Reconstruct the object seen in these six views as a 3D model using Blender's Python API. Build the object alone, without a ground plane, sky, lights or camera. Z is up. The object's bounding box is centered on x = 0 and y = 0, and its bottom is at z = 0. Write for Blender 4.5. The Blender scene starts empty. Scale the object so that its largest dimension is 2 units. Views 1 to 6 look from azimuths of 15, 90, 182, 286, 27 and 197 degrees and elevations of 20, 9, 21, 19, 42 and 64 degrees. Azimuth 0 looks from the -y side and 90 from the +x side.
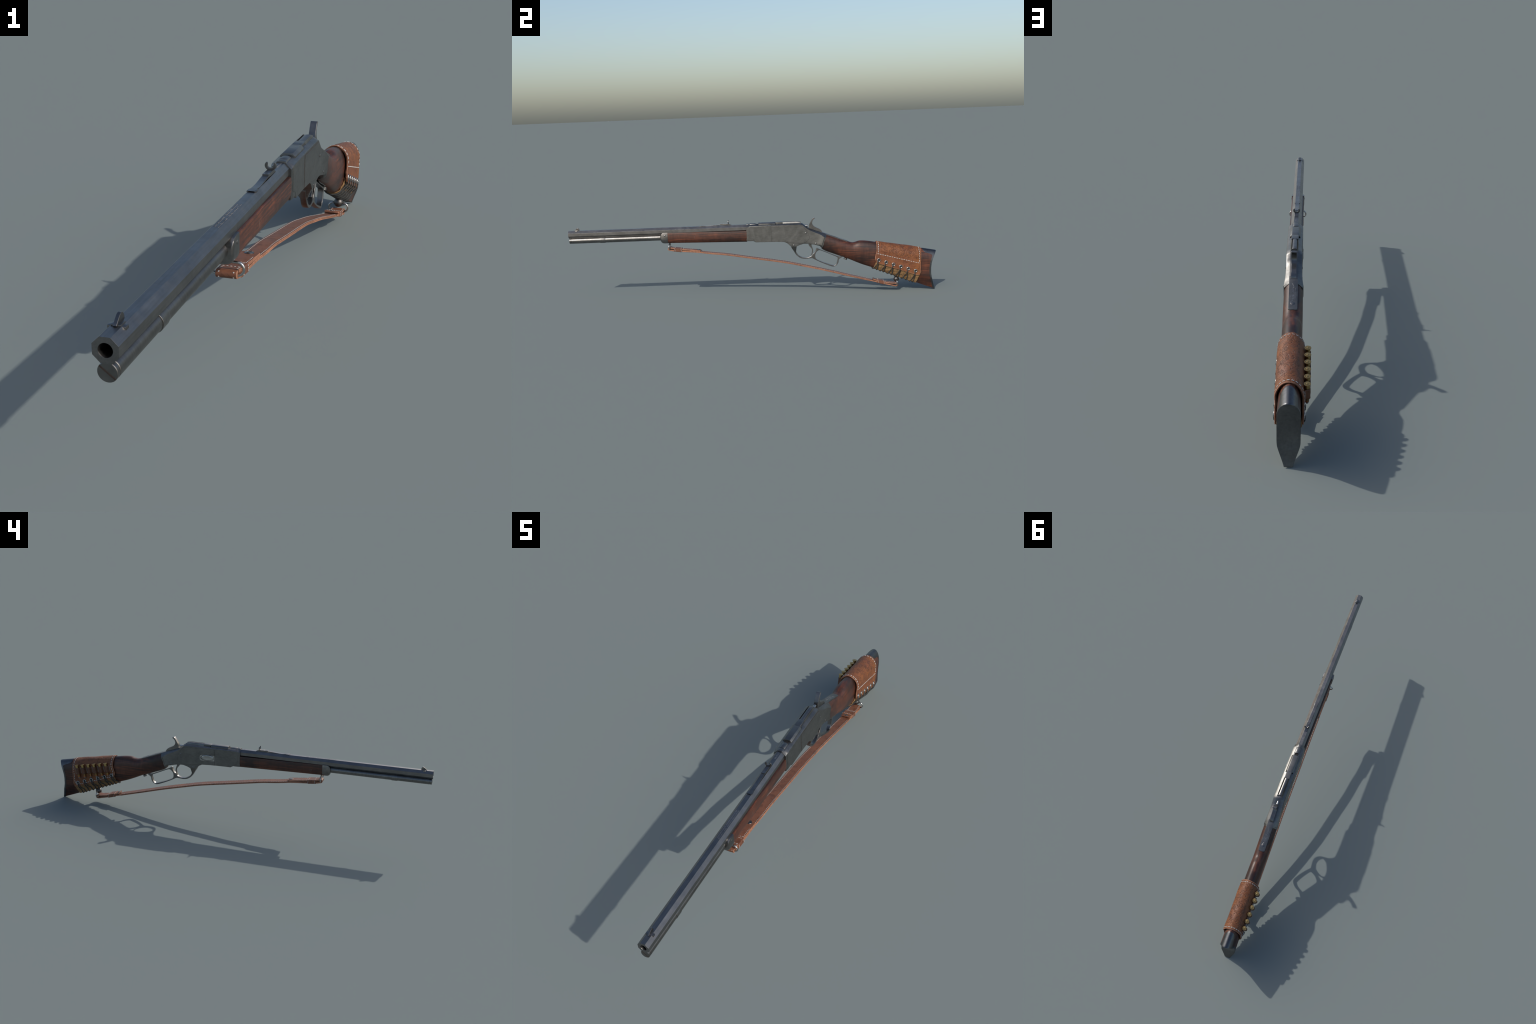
# Lever-action rifle with leather sling, laced leather stock cover and cartridges.
# Muzzle points to -y, butt to +y; XC is the rifle's own centre plane.
import bpy, bmesh, math, random
import numpy as np
from mathutils import Vector, Matrix

random.seed(7)
RNG = np.random.RandomState(11)
XC = 0.0055
COL = bpy.context.scene.collection

# ------------------------------------------------------------------ helpers
def interp(pts, smooth=True):
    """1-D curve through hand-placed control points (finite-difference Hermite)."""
    px = np.array([p[0] for p in pts], float)
    py = np.array([p[1] for p in pts], float)
    d = np.diff(py) / np.diff(px)
    m = np.zeros_like(py)
    m[0], m[-1] = d[0], d[-1]
    m[1:-1] = np.where(d[:-1] * d[1:] > 0, 2 * d[:-1] * d[1:] / (d[:-1] + d[1:] + 1e-12), 0)
    def f(x):
        if x <= px[0]:
            return float(py[0] + d[0] * (x - px[0]))
        if x >= px[-1]:
            return float(py[-1] + d[-1] * (x - px[-1]))
        i = int(np.searchsorted(px, x) - 1)
        i = max(0, min(i, len(d) - 1))
        h = px[i + 1] - px[i]
        t = (x - px[i]) / h
        if not smooth:
            return float(py[i] + t * (py[i + 1] - py[i]))
        return float((2 * t**3 - 3 * t**2 + 1) * py[i] + (t**3 - 2 * t**2 + t) * h * m[i]
                     + (-2 * t**3 + 3 * t**2) * py[i + 1] + (t**3 - t**2) * h * m[i + 1])
    return f

def lin(pts):
    return interp(pts, False)

def sstep(a, b, x):
    t = max(0.0, min(1.0, (x - a) / (b - a)))
    return t * t * (3 - 2 * t)

def catmull(pts, n=6, closed=True):
    pts = [np.array(p, float) for p in pts]
    L = len(pts)
    out = []
    rng = range(L) if closed else range(L - 1)
    for i in rng:
        if closed:
            a, b, c, d = pts[i - 1], pts[i], pts[(i + 1) % L], pts[(i + 2) % L]
        else:
            a, b, c, d = pts[max(i - 1, 0)], pts[i], pts[i + 1], pts[min(i + 2, L - 1)]
        for k in range(n):
            t = k / n
            out.append(0.5 * ((2 * b) + (c - a) * t + (2 * a - 5 * b + 4 * c - d) * t * t
                              + (3 * b - a - 3 * c + d) * t**3))
    if not closed:
        out.append(pts[-1])
    return [tuple(p) for p in out]

def finish(name, me, mats, parent, angle=35, smooth=True):
    me.name = name
    ob = bpy.data.objects.new(name, me)
    COL.objects.link(ob)
    for m in (mats if isinstance(mats, (list, tuple)) else [mats]):
        me.materials.append(m)
    if smooth:
        me.shade_smooth()
        me.set_sharp_from_angle(angle=math.radians(angle))
    if parent is not None:
        ob.parent = parent
    return ob

def from_bm(name, bm, mats, parent, angle=35):
    bmesh.ops.recalc_face_normals(bm, faces=bm.faces[:])
    me = bpy.data.meshes.new(name)
    bm.to_mesh(me)
    bm.free()
    return finish(name, me, mats, parent, angle)

def apply_mods(ob):
    dg = bpy.context.evaluated_depsgraph_get()
    me = bpy.data.meshes.new_from_object(ob.evaluated_get(dg))
    old = ob.data
    ob.modifiers.clear()
    ob.data = me
    me.name = old.name
    bpy.data.meshes.remove(old)

def bevelled(ob, w, seg=2, angle=35):
    m = ob.modifiers.new('b', 'BEVEL')
    m.width, m.segments, m.limit_method, m.angle_limit = w, seg, 'ANGLE', math.radians(angle)
    m.harden_normals = False
    apply_mods(ob)
    ob.data.shade_smooth()
    ob.data.set_sharp_from_angle(angle=math.radians(24))
    return ob

def add_loft(bm, rings, cap0=True, cap1=True, closed=True):
    vr = [[bm.verts.new(p) for p in r] for r in rings]
    n = len(vr[0])
    for a, b in zip(vr[:-1], vr[1:]):
        for i in range(n if closed else n - 1):
            j = (i + 1) % n
            bm.faces.new((a[i], a[j], b[j], b[i]))
    if cap0 and closed:
        bm.faces.new(vr[0][::-1])
    if cap1 and closed:
        bm.faces.new(vr[-1])
    return vr

def loft(name, rings, mats, parent, angle=35, cap0=True, cap1=True, closed=True):
    bm = bmesh.new()
    add_loft(bm, rings, cap0, cap1, closed)
    bmesh.ops.remove_doubles(bm, verts=bm.verts[:], dist=1e-5)
    return from_bm(name, bm, mats, parent, angle)

def plate(name, outlines, hw, mats, parent, bev=0.0008, x0=None, angle=20):
    """Side-view outline(s) in (y, z), extruded +-hw about x0. Inner outlines are holes."""
    cu = bpy.data.curves.new(name, 'CURVE')
    cu.dimensions = '2D'
    cu.fill_mode = 'BOTH'
    cu.extrude = max(hw - bev, 1e-5)
    cu.bevel_depth = bev
    cu.bevel_resolution = 1
    cu.offset = -bev
    for o in outlines:
        sp = cu.splines.new('POLY')
        sp.points.add(len(o) - 1)
        for p, q in zip(sp.points, o):
            p.co = (q[0], q[1], 0, 1)
        sp.use_cyclic_u = True
    tmp = bpy.data.objects.new('tmp', cu)
    COL.objects.link(tmp)
    bpy.context.view_layer.update()
    me = bpy.data.meshes.new_from_object(tmp.evaluated_get(bpy.context.evaluated_depsgraph_get()))
    bpy.data.objects.remove(tmp)
    bpy.data.curves.remove(cu)
    xx = XC if x0 is None else x0
    me.transform(Matrix(((0, 0, 1, xx), (1, 0, 0, 0), (0, 1, 0, 0), (0, 0, 0, 1))))
    me.materials.clear()
    bm = bmesh.new()
    bm.from_mesh(me)
    bmesh.ops.remove_doubles(bm, verts=bm.verts[:], dist=1e-6)
    bm.to_mesh(me)
    bm.free()
    return finish(name, me, mats, parent, angle)

def box(name, c, h, mats, parent, bev=0.001, rot=None):
    bm = bmesh.new()
    bmesh.ops.create_cube(bm, size=2)
    for v in bm.verts:
        v.co = Vector((v.co.x * h[0], v.co.y * h[1], v.co.z * h[2]))
        if rot is not None:
            v.co = rot @ v.co
        v.co += Vector(c)
    ob = from_bm(name, bm, mats, parent)
    return bevelled(ob, bev) if bev else ob

def frame(axis):
    a = Vector(axis).normalized()
    u = a.orthogonal().normalized()
    return a, u, a.cross(u)

def add_revolve(bm, origin, axis, prof, n=32):
    """prof: list of (distance along axis, radius)."""
    a, u, w = frame(axis)
    o = Vector(origin)
    rings = [[o + a * s + (u * math.cos(2 * math.pi * k / n) + w * math.sin(2 * math.pi * k / n)) * max(r, 1e-6)
              for k in range(n)] for s, r in prof]
    add_loft(bm, rings)

def revolve(name, origin, axis, prof, mats, parent, n=32, angle=35):
    bm = bmesh.new()
    add_revolve(bm, origin, axis, prof, n)
    bmesh.ops.remove_doubles(bm, verts=bm.verts[:], dist=2e-6)
    return from_bm(name, bm, mats, parent, angle)

def add_tube(bm, path, r, n=10, closed=False):
    P = [Vector(p) for p in path]
    L = len(P)
    rings = []
    up = None
    for i in range(L):
        if closed:
            t = (P[(i + 1) % L] - P[i - 1]).normalized()
        else:
            t = (P[min(i + 1, L - 1)] - P[max(i - 1, 0)]).normalized()
        if up is None:
            up = t.orthogonal().normalized()
        up = (up - t * up.dot(t)).normalized()
        w = t.cross(up)
        rr = r(i / (L - 1)) if callable(r) else r
        rings.append([P[i] + (up * math.cos(2 * math.pi * k / n) + w * math.sin(2 * math.pi * k / n)) * rr for k in range(n)])
    if closed:
        rings.append(rings[0])
        add_loft(bm, rings, False, False)
        bmesh.ops.remove_doubles(bm, verts=bm.verts[:], dist=1e-7)
    else:
        add_loft(bm, rings)

def tube(name, path, r, mats, parent, n=12, closed=False):
    bm = bmesh.new()
    add_tube(bm, path, r, n, closed)
    return from_bm(name, bm, mats, parent, 60)

# ------------------------------------------------------------------ materials
def new_mat(name):
    m = bpy.data.materials.new(name)
    m.use_nodes = True
    nt = m.node_tree
    b = nt.nodes['Principled BSDF']
    return m, nt, b

def node(nt, t, **kw):
    n = nt.nodes.new(t)
    for k, v in kw.items():
        if k in n.inputs:
            n.inputs[k].default_value = v
        else:
            setattr(n, k, v)
    return n

def ramp(nt, fac, stops):
    r = nt.nodes.new('ShaderNodeValToRGB')
    el = r.color_ramp.elements
    while len(el) < len(stops):
        el.new(0.5)
    for e, (p, c) in zip(el, stops):
        e.position = p
        e.color = (*c, 1) if len(c) == 3 else c
    nt.links.new(fac, r.inputs[0])
    return r.outputs[0]

def obj_coord(nt, scale=(1, 1, 1), rot=(0, 0, 0)):
    tc = nt.nodes.new('ShaderNodeTexCoord')
    mp = nt.nodes.new('ShaderNodeMapping')
    mp.inputs['Scale'].default_value = scale
    mp.inputs['Rotation'].default_value = rot
    nt.links.new(tc.outputs['Object'], mp.inputs[0])
    return mp.outputs[0]

def noise(nt, co, scale, detail=4, rough=0.55, dist=0.0):
    n = nt.nodes.new('ShaderNodeTexNoise')
    n.inputs['Scale'].default_value = scale
    n.inputs['Detail'].default_value = detail
    n.inputs['Roughness'].default_value = rough
    n.inputs['Distortion'].default_value = dist
    nt.links.new(co, n.inputs['Vector'])
    return n.outputs['Fac']

def mix(nt, fac, a, b, mode='MIX'):
    m = nt.nodes.new('ShaderNodeMix')
    m.data_type = 'RGBA'
    m.blend_type = mode
    for sock, v in ((m.inputs[0], fac), (m.inputs[6], a), (m.inputs[7], b)):
        if isinstance(v, bpy.types.NodeSocket):
            nt.links.new(v, sock)
        elif isinstance(v, (int, float)):
            sock.default_value = v
        else:
            sock.default_value = (*v, 1)
    return m.outputs[2]

def math_n(nt, op, a, b=0.0, c=None):
    m = nt.nodes.new('ShaderNodeMath')
    m.operation = op
    for i, v in enumerate((a, b, c)):
        if v is None:
            continue
        if isinstance(v, bpy.types.NodeSocket):
            nt.links.new(v, m.inputs[i])
        else:
            m.inputs[i].default_value = v
    return m.outputs[0]

def bump(nt, b, h, strength, dist):
    bp = nt.nodes.new('ShaderNodeBump')
    bp.inputs['Strength'].default_value = strength
    bp.inputs['Distance'].default_value = dist
    nt.links.new(h, bp.inputs['Height'])
    nt.links.new(bp.outputs[0], b.inputs['Normal'])

def steel(name, c0, c1, r0, r1, rust=0.12, brush=(300, 12, 300), metallic=1.0, bs=0.15):
    m, nt, b = new_mat(name)
    co = obj_coord(nt)
    big = noise(nt, co, 22, 5, 0.6)
    fine = noise(nt, obj_coord(nt, brush), 1.0, 3, 0.6)
    base = ramp(nt, big, [(0.3, c0), (0.7, c1)])
    spots = ramp(nt, noise(nt, co, 60, 6, 0.7), [(0.60, (0, 0, 0)), (0.75, (1, 1, 1))])
    base = mix(nt, math_n(nt, 'MULTIPLY', spots, rust), base, (0.16, 0.075, 0.04))
    base = mix(nt, 0.25, base, ramp(nt, fine, [(0.3, (0.25, 0.25, 0.25)), (0.7, (0.8, 0.8, 0.8))]), 'SOFT_LIGHT')
    nt.links.new(base, b.inputs['Base Color'])
    b.inputs['Metallic'].default_value = metallic
    rr = ramp(nt, noise(nt, co, 45, 4, 0.6), [(0.3, (r0,) * 3), (0.7, (r1,) * 3)])
    nt.links.new(rr, b.inputs['Roughness'])
    bump(nt, b, mix(nt, 0.5, fine, noise(nt, co, 130, 4, 0.6)), bs, 0.0006)
    return m

M_BARREL = steel('blued_steel', (0.168, 0.164, 0.162), (0.225, 0.220, 0.216), 0.32, 0.44)
M_RECEIVER = steel('receiver_steel', (0.145, 0.145, 0.140), (0.200, 0.198, 0.190), 0.36, 0.48, 0.08, (40, 60, 220))
M_SMALL = steel('worn_steel', (0.165, 0.160, 0.155), (0.225, 0.217, 0.210), 0.28, 0.42, 0.18, (80, 80, 80))
M_TUBE = steel('tube_steel', (0.150, 0.146, 0.142), (0.20, 0.195, 0.188), 0.34, 0.44, 0.15, (60, 300, 60))
M_BRIGHT = steel('bright_steel', (0.38, 0.38, 0.375), (0.46, 0.46, 0.45), 0.24, 0.32, 0.02, (80, 80, 80), bs=0.05)
M_BUTT = steel('butt_steel', (0.110, 0.113, 0.118), (0.145, 0.148, 0.152), 0.30, 0.42, 0.05, (120, 120, 120))
M_BALL = steel('ball_steel', (0.11, 0.104, 0.10), (0.16, 0.148, 0.14), 0.38, 0.5, 0.1, (80, 80, 80))
M_BRASS = steel('cartridge_brass', (0.34, 0.225, 0.085), (0.44, 0.305, 0.125), 0.30, 0.44, 0.0, (80, 80, 80))
M_COPPER = steel('bullet_copper', (0.50, 0.19, 0.08), (0.58, 0.25, 0.11), 0.3, 0.4, 0.0, (80, 80, 80))
M_LEAD = steel('bullet_lead', (0.30, 0.31, 0.32), (0.38, 0.39, 0.40), 0.4, 0.5, 0.0, (80, 80, 80))
M_ENGRAVE = steel('engraved_steel', (0.26, 0.265, 0.275), (0.34, 0.345, 0.355), 0.45, 0.55, 0.0, (80, 80, 80))

def dark(name, c, rough=0.8):
    m, nt, b = new_mat(name)
    co = obj_coord(nt)
    nt.links.new(ramp(nt, noise(nt, co, 80), [(0.3, tuple(k * 0.7 for k in c)), (0.7, tuple(k * 1.25 for k in c))]), b.inputs['Base Color'])
    b.inputs['Roughness'].default_value = rough
    return m

M_BLACK = dark('dark_gap', (0.006, 0.006, 0.006))
M_RUSTSLOT = dark('grimy_slot', (0.03, 0.018, 0.013))
M_CORD = dark('lace_cord', (0.040, 0.041, 0.040), 0.75)
M_THREAD = dark('waxed_thread', (0.50, 0.49, 0.46), 0.7)

def wood(name, rot):
    m, nt, b = new_mat(name)
    co = obj_coord(nt, (1, 1, 1), rot)
    grain = noise(nt, obj_coord(nt, (90, 6, 210), rot), 1.0, 5, 0.6, 0.5)
    fine = noise(nt, obj_coord(nt, (200, 14, 420), rot), 1.0, 4, 0.6)
    bars = noise(nt, obj_coord(nt, (9, 60, 14), rot), 1.0, 4, 0.6, 0.8)
    cloud = noise(nt, obj_coord(nt, (9, 7, 16), rot), 1.0, 4, 0.55)
    base = ramp(nt, grain, [(0.30, (0.026, 0.011, 0.008)), (0.48, (0.068, 0.022, 0.012)), (0.68, (0.150, 0.043, 0.018))])
    base = mix(nt, ramp(nt, cloud, [(0.42, (0, 0, 0)), (0.63, (0.85,) * 3)]), base, (0.018, 0.010, 0.0085))
    base = mix(nt, 0.45, base, ramp(nt, bars, [(0.35, (0.25,) * 3), (0.68, (0.72,) * 3)]), 'SOFT_LIGHT')
    base = mix(nt, 0.55, base, ramp(nt, fine, [(0.3, (0.3,) * 3), (0.7, (0.7,) * 3)]), 'SOFT_LIGHT')
    nt.links.new(base, b.inputs['Base Color'])
    nt.links.new(ramp(nt, grain, [(0.3, (0.36,) * 3), (0.7, (0.50,) * 3)]), b.inputs['Roughness'])
    b.inputs['Specular IOR Level'].default_value = 0.5
    bump(nt, b, mix(nt, 0.5, grain, fine), 0.18, 0.0007)
    return m

M_WOOD = wood('walnut_stock', (math.radians(17), 0, 0))
M_FOREND = wood('walnut_forend', (0, 0, 0))

def leather(name, c0, c1, tooled=False, rough=0.55):
    m, nt, b = new_mat(name)
    co = obj_coord(nt)
    big = noise(nt, co, 14, 5, 0.6, 0.4)
    crease = noise(nt, obj_coord(nt, (50, 50, 50)), 1.0, 6, 0.65, 1.2)
    base = ramp(nt, big, [(0.3, c0), (0.7, c1)])
    scuff = ramp(nt, crease, [(0.36, (0.55,) * 3), (0.5, (1, 1, 1)), (0.72, (1.15,) * 3)])
    base = mix(nt, 0.8, base, scuff, 'MULTIPLY')
    h = noise(nt, co, 420, 3, 0.6)
    if tooled:
        # carved scroll-work: thin contour lines of a warped noise, only between the stitch lines
        def contours(scale, mult, dist, wid):
            sc = noise(nt, co, scale, 0.6, 0.4, dist)
            s = math_n(nt, 'ABSOLUTE', math_n(nt, 'SUBTRACT', math_n(nt, 'FRACT', math_n(nt, 'MULTIPLY', sc, mult)), 0.5))
            return ramp(nt, s, [(0.0, (0, 0, 0)), (wid, (1, 1, 1))])
        lines = mix(nt, 1.0, contours(26, 6.0, 1.2, 0.10), contours(48, 2.5, 2.0, 0.10), 'MULTIPLY')
        sep = nt.nodes.new('ShaderNodeSeparateXYZ')
        tc = nt.nodes.new('ShaderNodeTexCoord')
        nt.links.new(tc.outputs['Object'], sep.inputs[0])
        # distance above the slanted seam z = 0.2108 - 0.266 (y - 0.675)
        seam = math_n(nt, 'ADD', sep.outputs[2], math_n(nt, 'MULTIPLY', math_n(nt, 'SUBTRACT', sep.outputs[1], 0.675), 0.266))
        wob = math_n(nt, 'MULTIPLY', noise(nt, co, 18, 2, 0.5), 0.03)
        up = math_n(nt, 'GREATER_THAN', seam, math_n(nt, 'ADD', wob, 0.2115))
        side = math_n(nt, 'GREATER_THAN', sep.outputs[0], -0.022)
        msk = math_n(nt, 'MULTIPLY', up, side)
        base = mix(nt, math_n(nt, 'MULTIPLY', math_n(nt, 'SUBTRACT', 1.0, lines), math_n(nt, 'MULTIPLY', msk, 0.55)), base, (0.035, 0.014, 0.007))
        h = mix(nt, msk, mix(nt, 0.2, crease, h), mix(nt, 0.9, h, lines))
        bump(nt, b, h, 0.7, 0.0018)
    else:
        bump(nt, b, mix(nt, 0.5, crease, h), 0.35, 0.001)
    nt.links.new(base, b.inputs['Base Color'])
    nt.links.new(ramp(nt, big, [(0.3, (rough - 0.08,) * 3), (0.7, (rough + 0.1,) * 3)]), b.inputs['Roughness'])
    return m

M_COVER = leather('tooled_leather', (0.148, 0.046, 0.019), (0.228, 0.077, 0.019), True)
M_LEATHER = leather('strap_leather', (0.135, 0.050, 0.027), (0.205, 0.078, 0.038))
M_EDGE = leather('raw_leather_edge', (0.25, 0.108, 0.058), (0.35, 0.160, 0.092), rough=0.7)
M_BELT = leather('cartridge_loop_leather', (0.105, 0.040, 0.018), (0.145, 0.055, 0.024))
M_CLOTH = leather('tan_suede', (0.19, 0.105, 0.042), (0.29, 0.165, 0.070), rough=0.85)

# ------------------------------------------------------------------ root
root = bpy.data.objects.new('lever_action_rifle', None)
COL.objects.link(root)
root['label'] = 'old lever-action rifle with leather sling and laced stock cover'
root['category'] = 'rifle'

# ------------------------------------------------------------------ barrel
BZ, BR = 0.3708, 0.0197
def octagon(y, r, cz=BZ):
    k = r / math.cos(math.pi / 8)
    return [(XC + k * math.cos(math.pi / 8 + i * math.pi / 4), y, cz + k * math.sin(math.pi / 8 + i * math.pi / 4)) for i in range(8)]

bm = bmesh.new()
def circ(y, r, n=32, cz=BZ):
    # ordered like the octagon, starting at 22.5 degrees
    return [(XC + r * math.cos(math.pi / 8 + 2 * math.pi * i / n), y, cz + r * math.sin(math.pi / 8 + 2 * math.pi * i / n)) for i in range(n)]
def oct_n(y, r, n=32):
    o = octagon(y, r)
    out = []
    for i in range(8):
        a, b = np.array(o[i]), np.array(o[(i + 1) % 8])
        out += [tuple(a + (b - a) * k / (n // 8)) for k in range(n // 8)]
    return out
ys = [-0.9999, -0.97, -0.02]
add_loft(bm, [circ(-0.86, 0.0105), circ(-0.975, 0.0105), circ(-0.9985, 0.0108), circ(-1.0, 0.0112), oct_n(-1.0, BR - 0.0001)] + [oct_n(y, BR) for y in ys], True, True)
barrel = bevelled(from_bm('barrel', bm, [M_BARREL, M_BLACK], root, 25), 0.0006, 1, 30)
barrel.data.set_sharp_from_angle(angle=math.radians(12))
for p in barrel.data.polygons:
    c = p.center
    if math.hypot(c.x - XC, c.z - BZ) < 0.0104 and c.y > -0.97:
        p.material_index = 1

# ------------------------------------------------------------------ magazine tube
TZ, TR = 0.3364, 0.0157
tubeo = revolve('magazine_tube', (XC, -0.9875, TZ), (0, 1, 0), [(0, TR - 0.001), (0.001, TR), (0.50, TR)], M_TUBE, root, 40)
revolve('tube_plug', (XC, -0.9970, TZ), (0, 1, 0), [(0, 0), (0, TR - 0.0012), (0.0009, TR - 0.0002), (0.0075, TR - 0.0002), (0.0078, TR - 0.0014), (0.0105, TR - 0.0014)], M_TUBE, tubeo, 40)
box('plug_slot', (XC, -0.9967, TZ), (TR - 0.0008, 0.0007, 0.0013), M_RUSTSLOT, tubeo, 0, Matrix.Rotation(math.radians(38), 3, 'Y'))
# barrel band holding the tube
band = revolve('tube_band', (XC, -0.831, TZ), (0, 1, 0), [(0, TR - 0.002), (0, TR + 0.0013), (0.0003, TR + 0.0016), (0.026, TR + 0.0016), (0.031, TR + 0.0004), (0.031, TR - 0.002)], M_TUBE, root, 40)
box('band_lug', (XC, -0.816, 0.3535), (0.0085, 0.0145, 0.006), M_TUBE, band, 0.0015)

# ------------------------------------------------------------------ front sight
sight = box('front_sight', (XC, -0.9555, 0.3905), (0.0078, 0.0085, 0.0022), M_SMALL, root, 0.0009)
box('sight_dovetail', (XC, -0.9565, 0.3868), (0.0140, 0.0058, 0.0034), M_SMALL, sight, 0.0012)
plate('sight_blade', [catmull([(-0.9675, 0.3915), (-0.962, 0.3975), (-0.9545, 0.4035), (-0.9485, 0.4055), (-0.9435, 0.4025), (-0.9405, 0.3965), (-0.9415, 0.3915), (-0.955, 0.391)], 5)], 0.0030, M_SMALL, sight, 0.0006)

# ------------------------------------------------------------------ rear sight
rsight = plate('rear_sight', [[(-0.2845, 0.3890), (-0.2845, 0.3928), (-0.262, 0.3932), (-0.245, 0.3915), (-0.20, 0.3945), (-0.172, 0.3968),
                               (-0.172, 0.3998), (-0.158, 0.3998), (-0.157, 0.3984), (-0.150, 0.3998), (-0.149, 0.3984), (-0.142, 0.3996), (-0.141, 0.3980),
                               (-0.134, 0.3992), (-0.124, 0.3985), (-0.113, 0.3935), (-0.108, 0.3900), (-0.15, 0.3915), (-0.172, 0.3932), (-0.235, 0.3898)]], 0.0072, M_SMALL, root, 0.0004)
box('sight_foot', (XC, -0.276, 0.3912), (0.0104, 0.0085, 0.0016), M_SMALL, rsight, 0.0006)
# buckhorn notch plate: crescent ring in the x-z plane
bm = bmesh.new()
cx, cz, ro, ri = XC, 0.4094, 0.0150, 0.0076
rings = []
for k in range(29):
    a = math.radians(-90 + (k - 14) / 14 * 130)
    w = 1.0 - 0.55 * (abs(k - 14) / 14) ** 4
    rm, hh = (ro + ri) / 2 - 0.0012, (ro - ri) / 2 * w
    e = 0.0022
    pts = [(rm - hh, -e), (rm + hh, -e), (rm + hh, e), (rm - hh, e)]
    rings.append([(cx + p * math.cos(a), -0.1275 + q, cz + 0.92 * p * math.sin(a)) for p, q in pts])
add_loft(bm, rings)
bevelled(from_bm('buckhorn', bm, M_SMALL, rsight), 0.0006, 2, 50)

# ------------------------------------------------------------------ forend
fe_top = lin([(-0.46, 0.3628), (-0.03, 0.3585)])
fe_bot = lin([(-0.46, 0.3055), (-0.03, 0.2965)])
def forend_ring(y, hw=0.0262, grow=0.0, zt=None, zb=None, flat=0.45, lip=0.0022):
    """U section: upright sides, rounded belly, flat top under the barrel."""
    zt = fe_top(y) if zt is None else zt
    zb = (fe_bot(y) if zb is None else zb) - grow
    hw = hw + grow
    zm = zb + (zt - zb) * flat
    n = 20
    r = [(XC + hw - lip, y, zt + grow), (XC + hw - lip * 0.3, y, zt - lip * 0.3), (XC + hw, y, zt - lip * 1.3 + grow)]
    for k in range(n + 1):
        a = -math.pi * k / n
        ca, sa = math.cos(a), math.sin(a)
        r.append((XC + hw * math.copysign(abs(ca) ** 0.72, ca), y, zm - (zm - zb) * abs(sa) ** 0.85))
    r += [(XC - hw, y, zt - lip * 1.3 + grow), (XC - hw + lip * 0.3, y, zt - lip * 0.3), (XC - hw + lip, y, zt + grow)]
    return r
loft('forend', [forend_ring(-0.4595 + 0.43 * k / 20, 0.0248 + 0.0010 * k / 20, lip=0.0046) for k in range(21)], M_FOREND, root, 40)
# pale scratches in the wood
M_SCRATCH = dark('bared_wood', (0.16, 0.12, 0.10), 0.7)
def scratch(sx, pts):
    bm = bmesh.new()
    add_tube(bm, [(XC + sx * 0.0250, a, b) for a, b in pts], lambda t: 0.0007 * (1 - abs(2 * t - 1) ** 2) + 0.0001, 6)
    from_bm('scratch', bm, M_SCRATCH, bpy.data.objects['forend'])
scratch(-1, [(-0.389, 0.3345), (-0.398, 0.3352), (-0.4058, 0.3350), (-0.4030, 0.3260), (-0.3990, 0.3180)])
scratch(-1, [(-0.392, 0.3250), (-0.398, 0.3256), (-0.404, 0.3254)])
scratch(1, [(-0.3142, 0.3440), (-0.3128, 0.3350), (-0.3118, 0.3250)])
cap_zt = interp([(-0.5000, 0.3420), (-0.4980, 0.3500), (-0.4945, 0.3568), (-0.4890, 0.3615), (-0.4820, 0.3638), (-0.4590, 0.3642)])
cap_zb = interp([(-0.5000, 0.3260), (-0.4980, 0.3180), (-0.4940, 0.3105), (-0.4880, 0.3060), (-0.4820, 0.3042), (-0.4590, 0.3040)])
cap_hw = interp([(-0.5000, 0.0222), (-0.4985, 0.0242), (-0.4950, 0.0256), (-0.4900, 0.0262), (-0.4800, 0.0264), (-0.4590, 0.0264)])
cap_rings = [forend_ring(y, cap_hw(y), 0, cap_zt(y), cap_zb(y)) for y in (-0.5, -0.4995, -0.4988, -0.4978, -0.4965, -0.495, -0.493, -0.491, -0.489, -0.486, -0.482, -0.476, -0.468, -0.459)]
cap = loft('forend_cap', cap_rings, M_SMALL, root, 40)
for sx in (1, -1):
    revolve('screw', (XC + sx * 0.0256, -0.474, 0.3489), (sx, 0, 0), [(0, 0.0048), (0.0010, 0.0048), (0.0019, 0.0036), (0.0023, 0.0)], M_SMALL, cap, 20)

# ------------------------------------------------------------------ receiver body
SH = lambda y: 0.36 * sstep(0.30, 0.375, y)           # rear sections lean to meet the wrist squarely
r_bot = lin([(-0.032, 0.302), (0.006, 0.302), (0.0186, 0.2946), (0.1688, 0.2925), (0.18, 0.2878), (0.1915, 0.2814), (0.2097, 0.2632), (0.2401, 0.2636),
             (0.255, 0.2705), (0.278, 0.2767), (0.304, 0.2758), (0.3414, 0.2685), (0.364, 0.2622), (0.3797, 0.2460), (0.42, 0.225)])
r_side = interp([(-0.032, 0.3768), (-0.024, 0.3790), (-0.014, 0.3825), (0.0, 0.3834), (0.10, 0.3838), (0.2526, 0.3828), (0.2727, 0.3798), (0.2867, 0.3696), (0.3121, 0.3512),
                 (0.3434, 0.3369), (0.3718, 0.3242), (0.389, 0.3120), (0.402, 0.306), (0.42, 0.296)])
r_top = interp([(-0.032, 0.3905), (0.0, 0.3905), (0.2560, 0.3905), (0.2738, 0.3870), (0.2850, 0.3785), (0.30, 0.3655), (0.33, 0.3525), (0.38, 0.3338), (0.4096, 0.3222), (0.43, 0.3144)])
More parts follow.
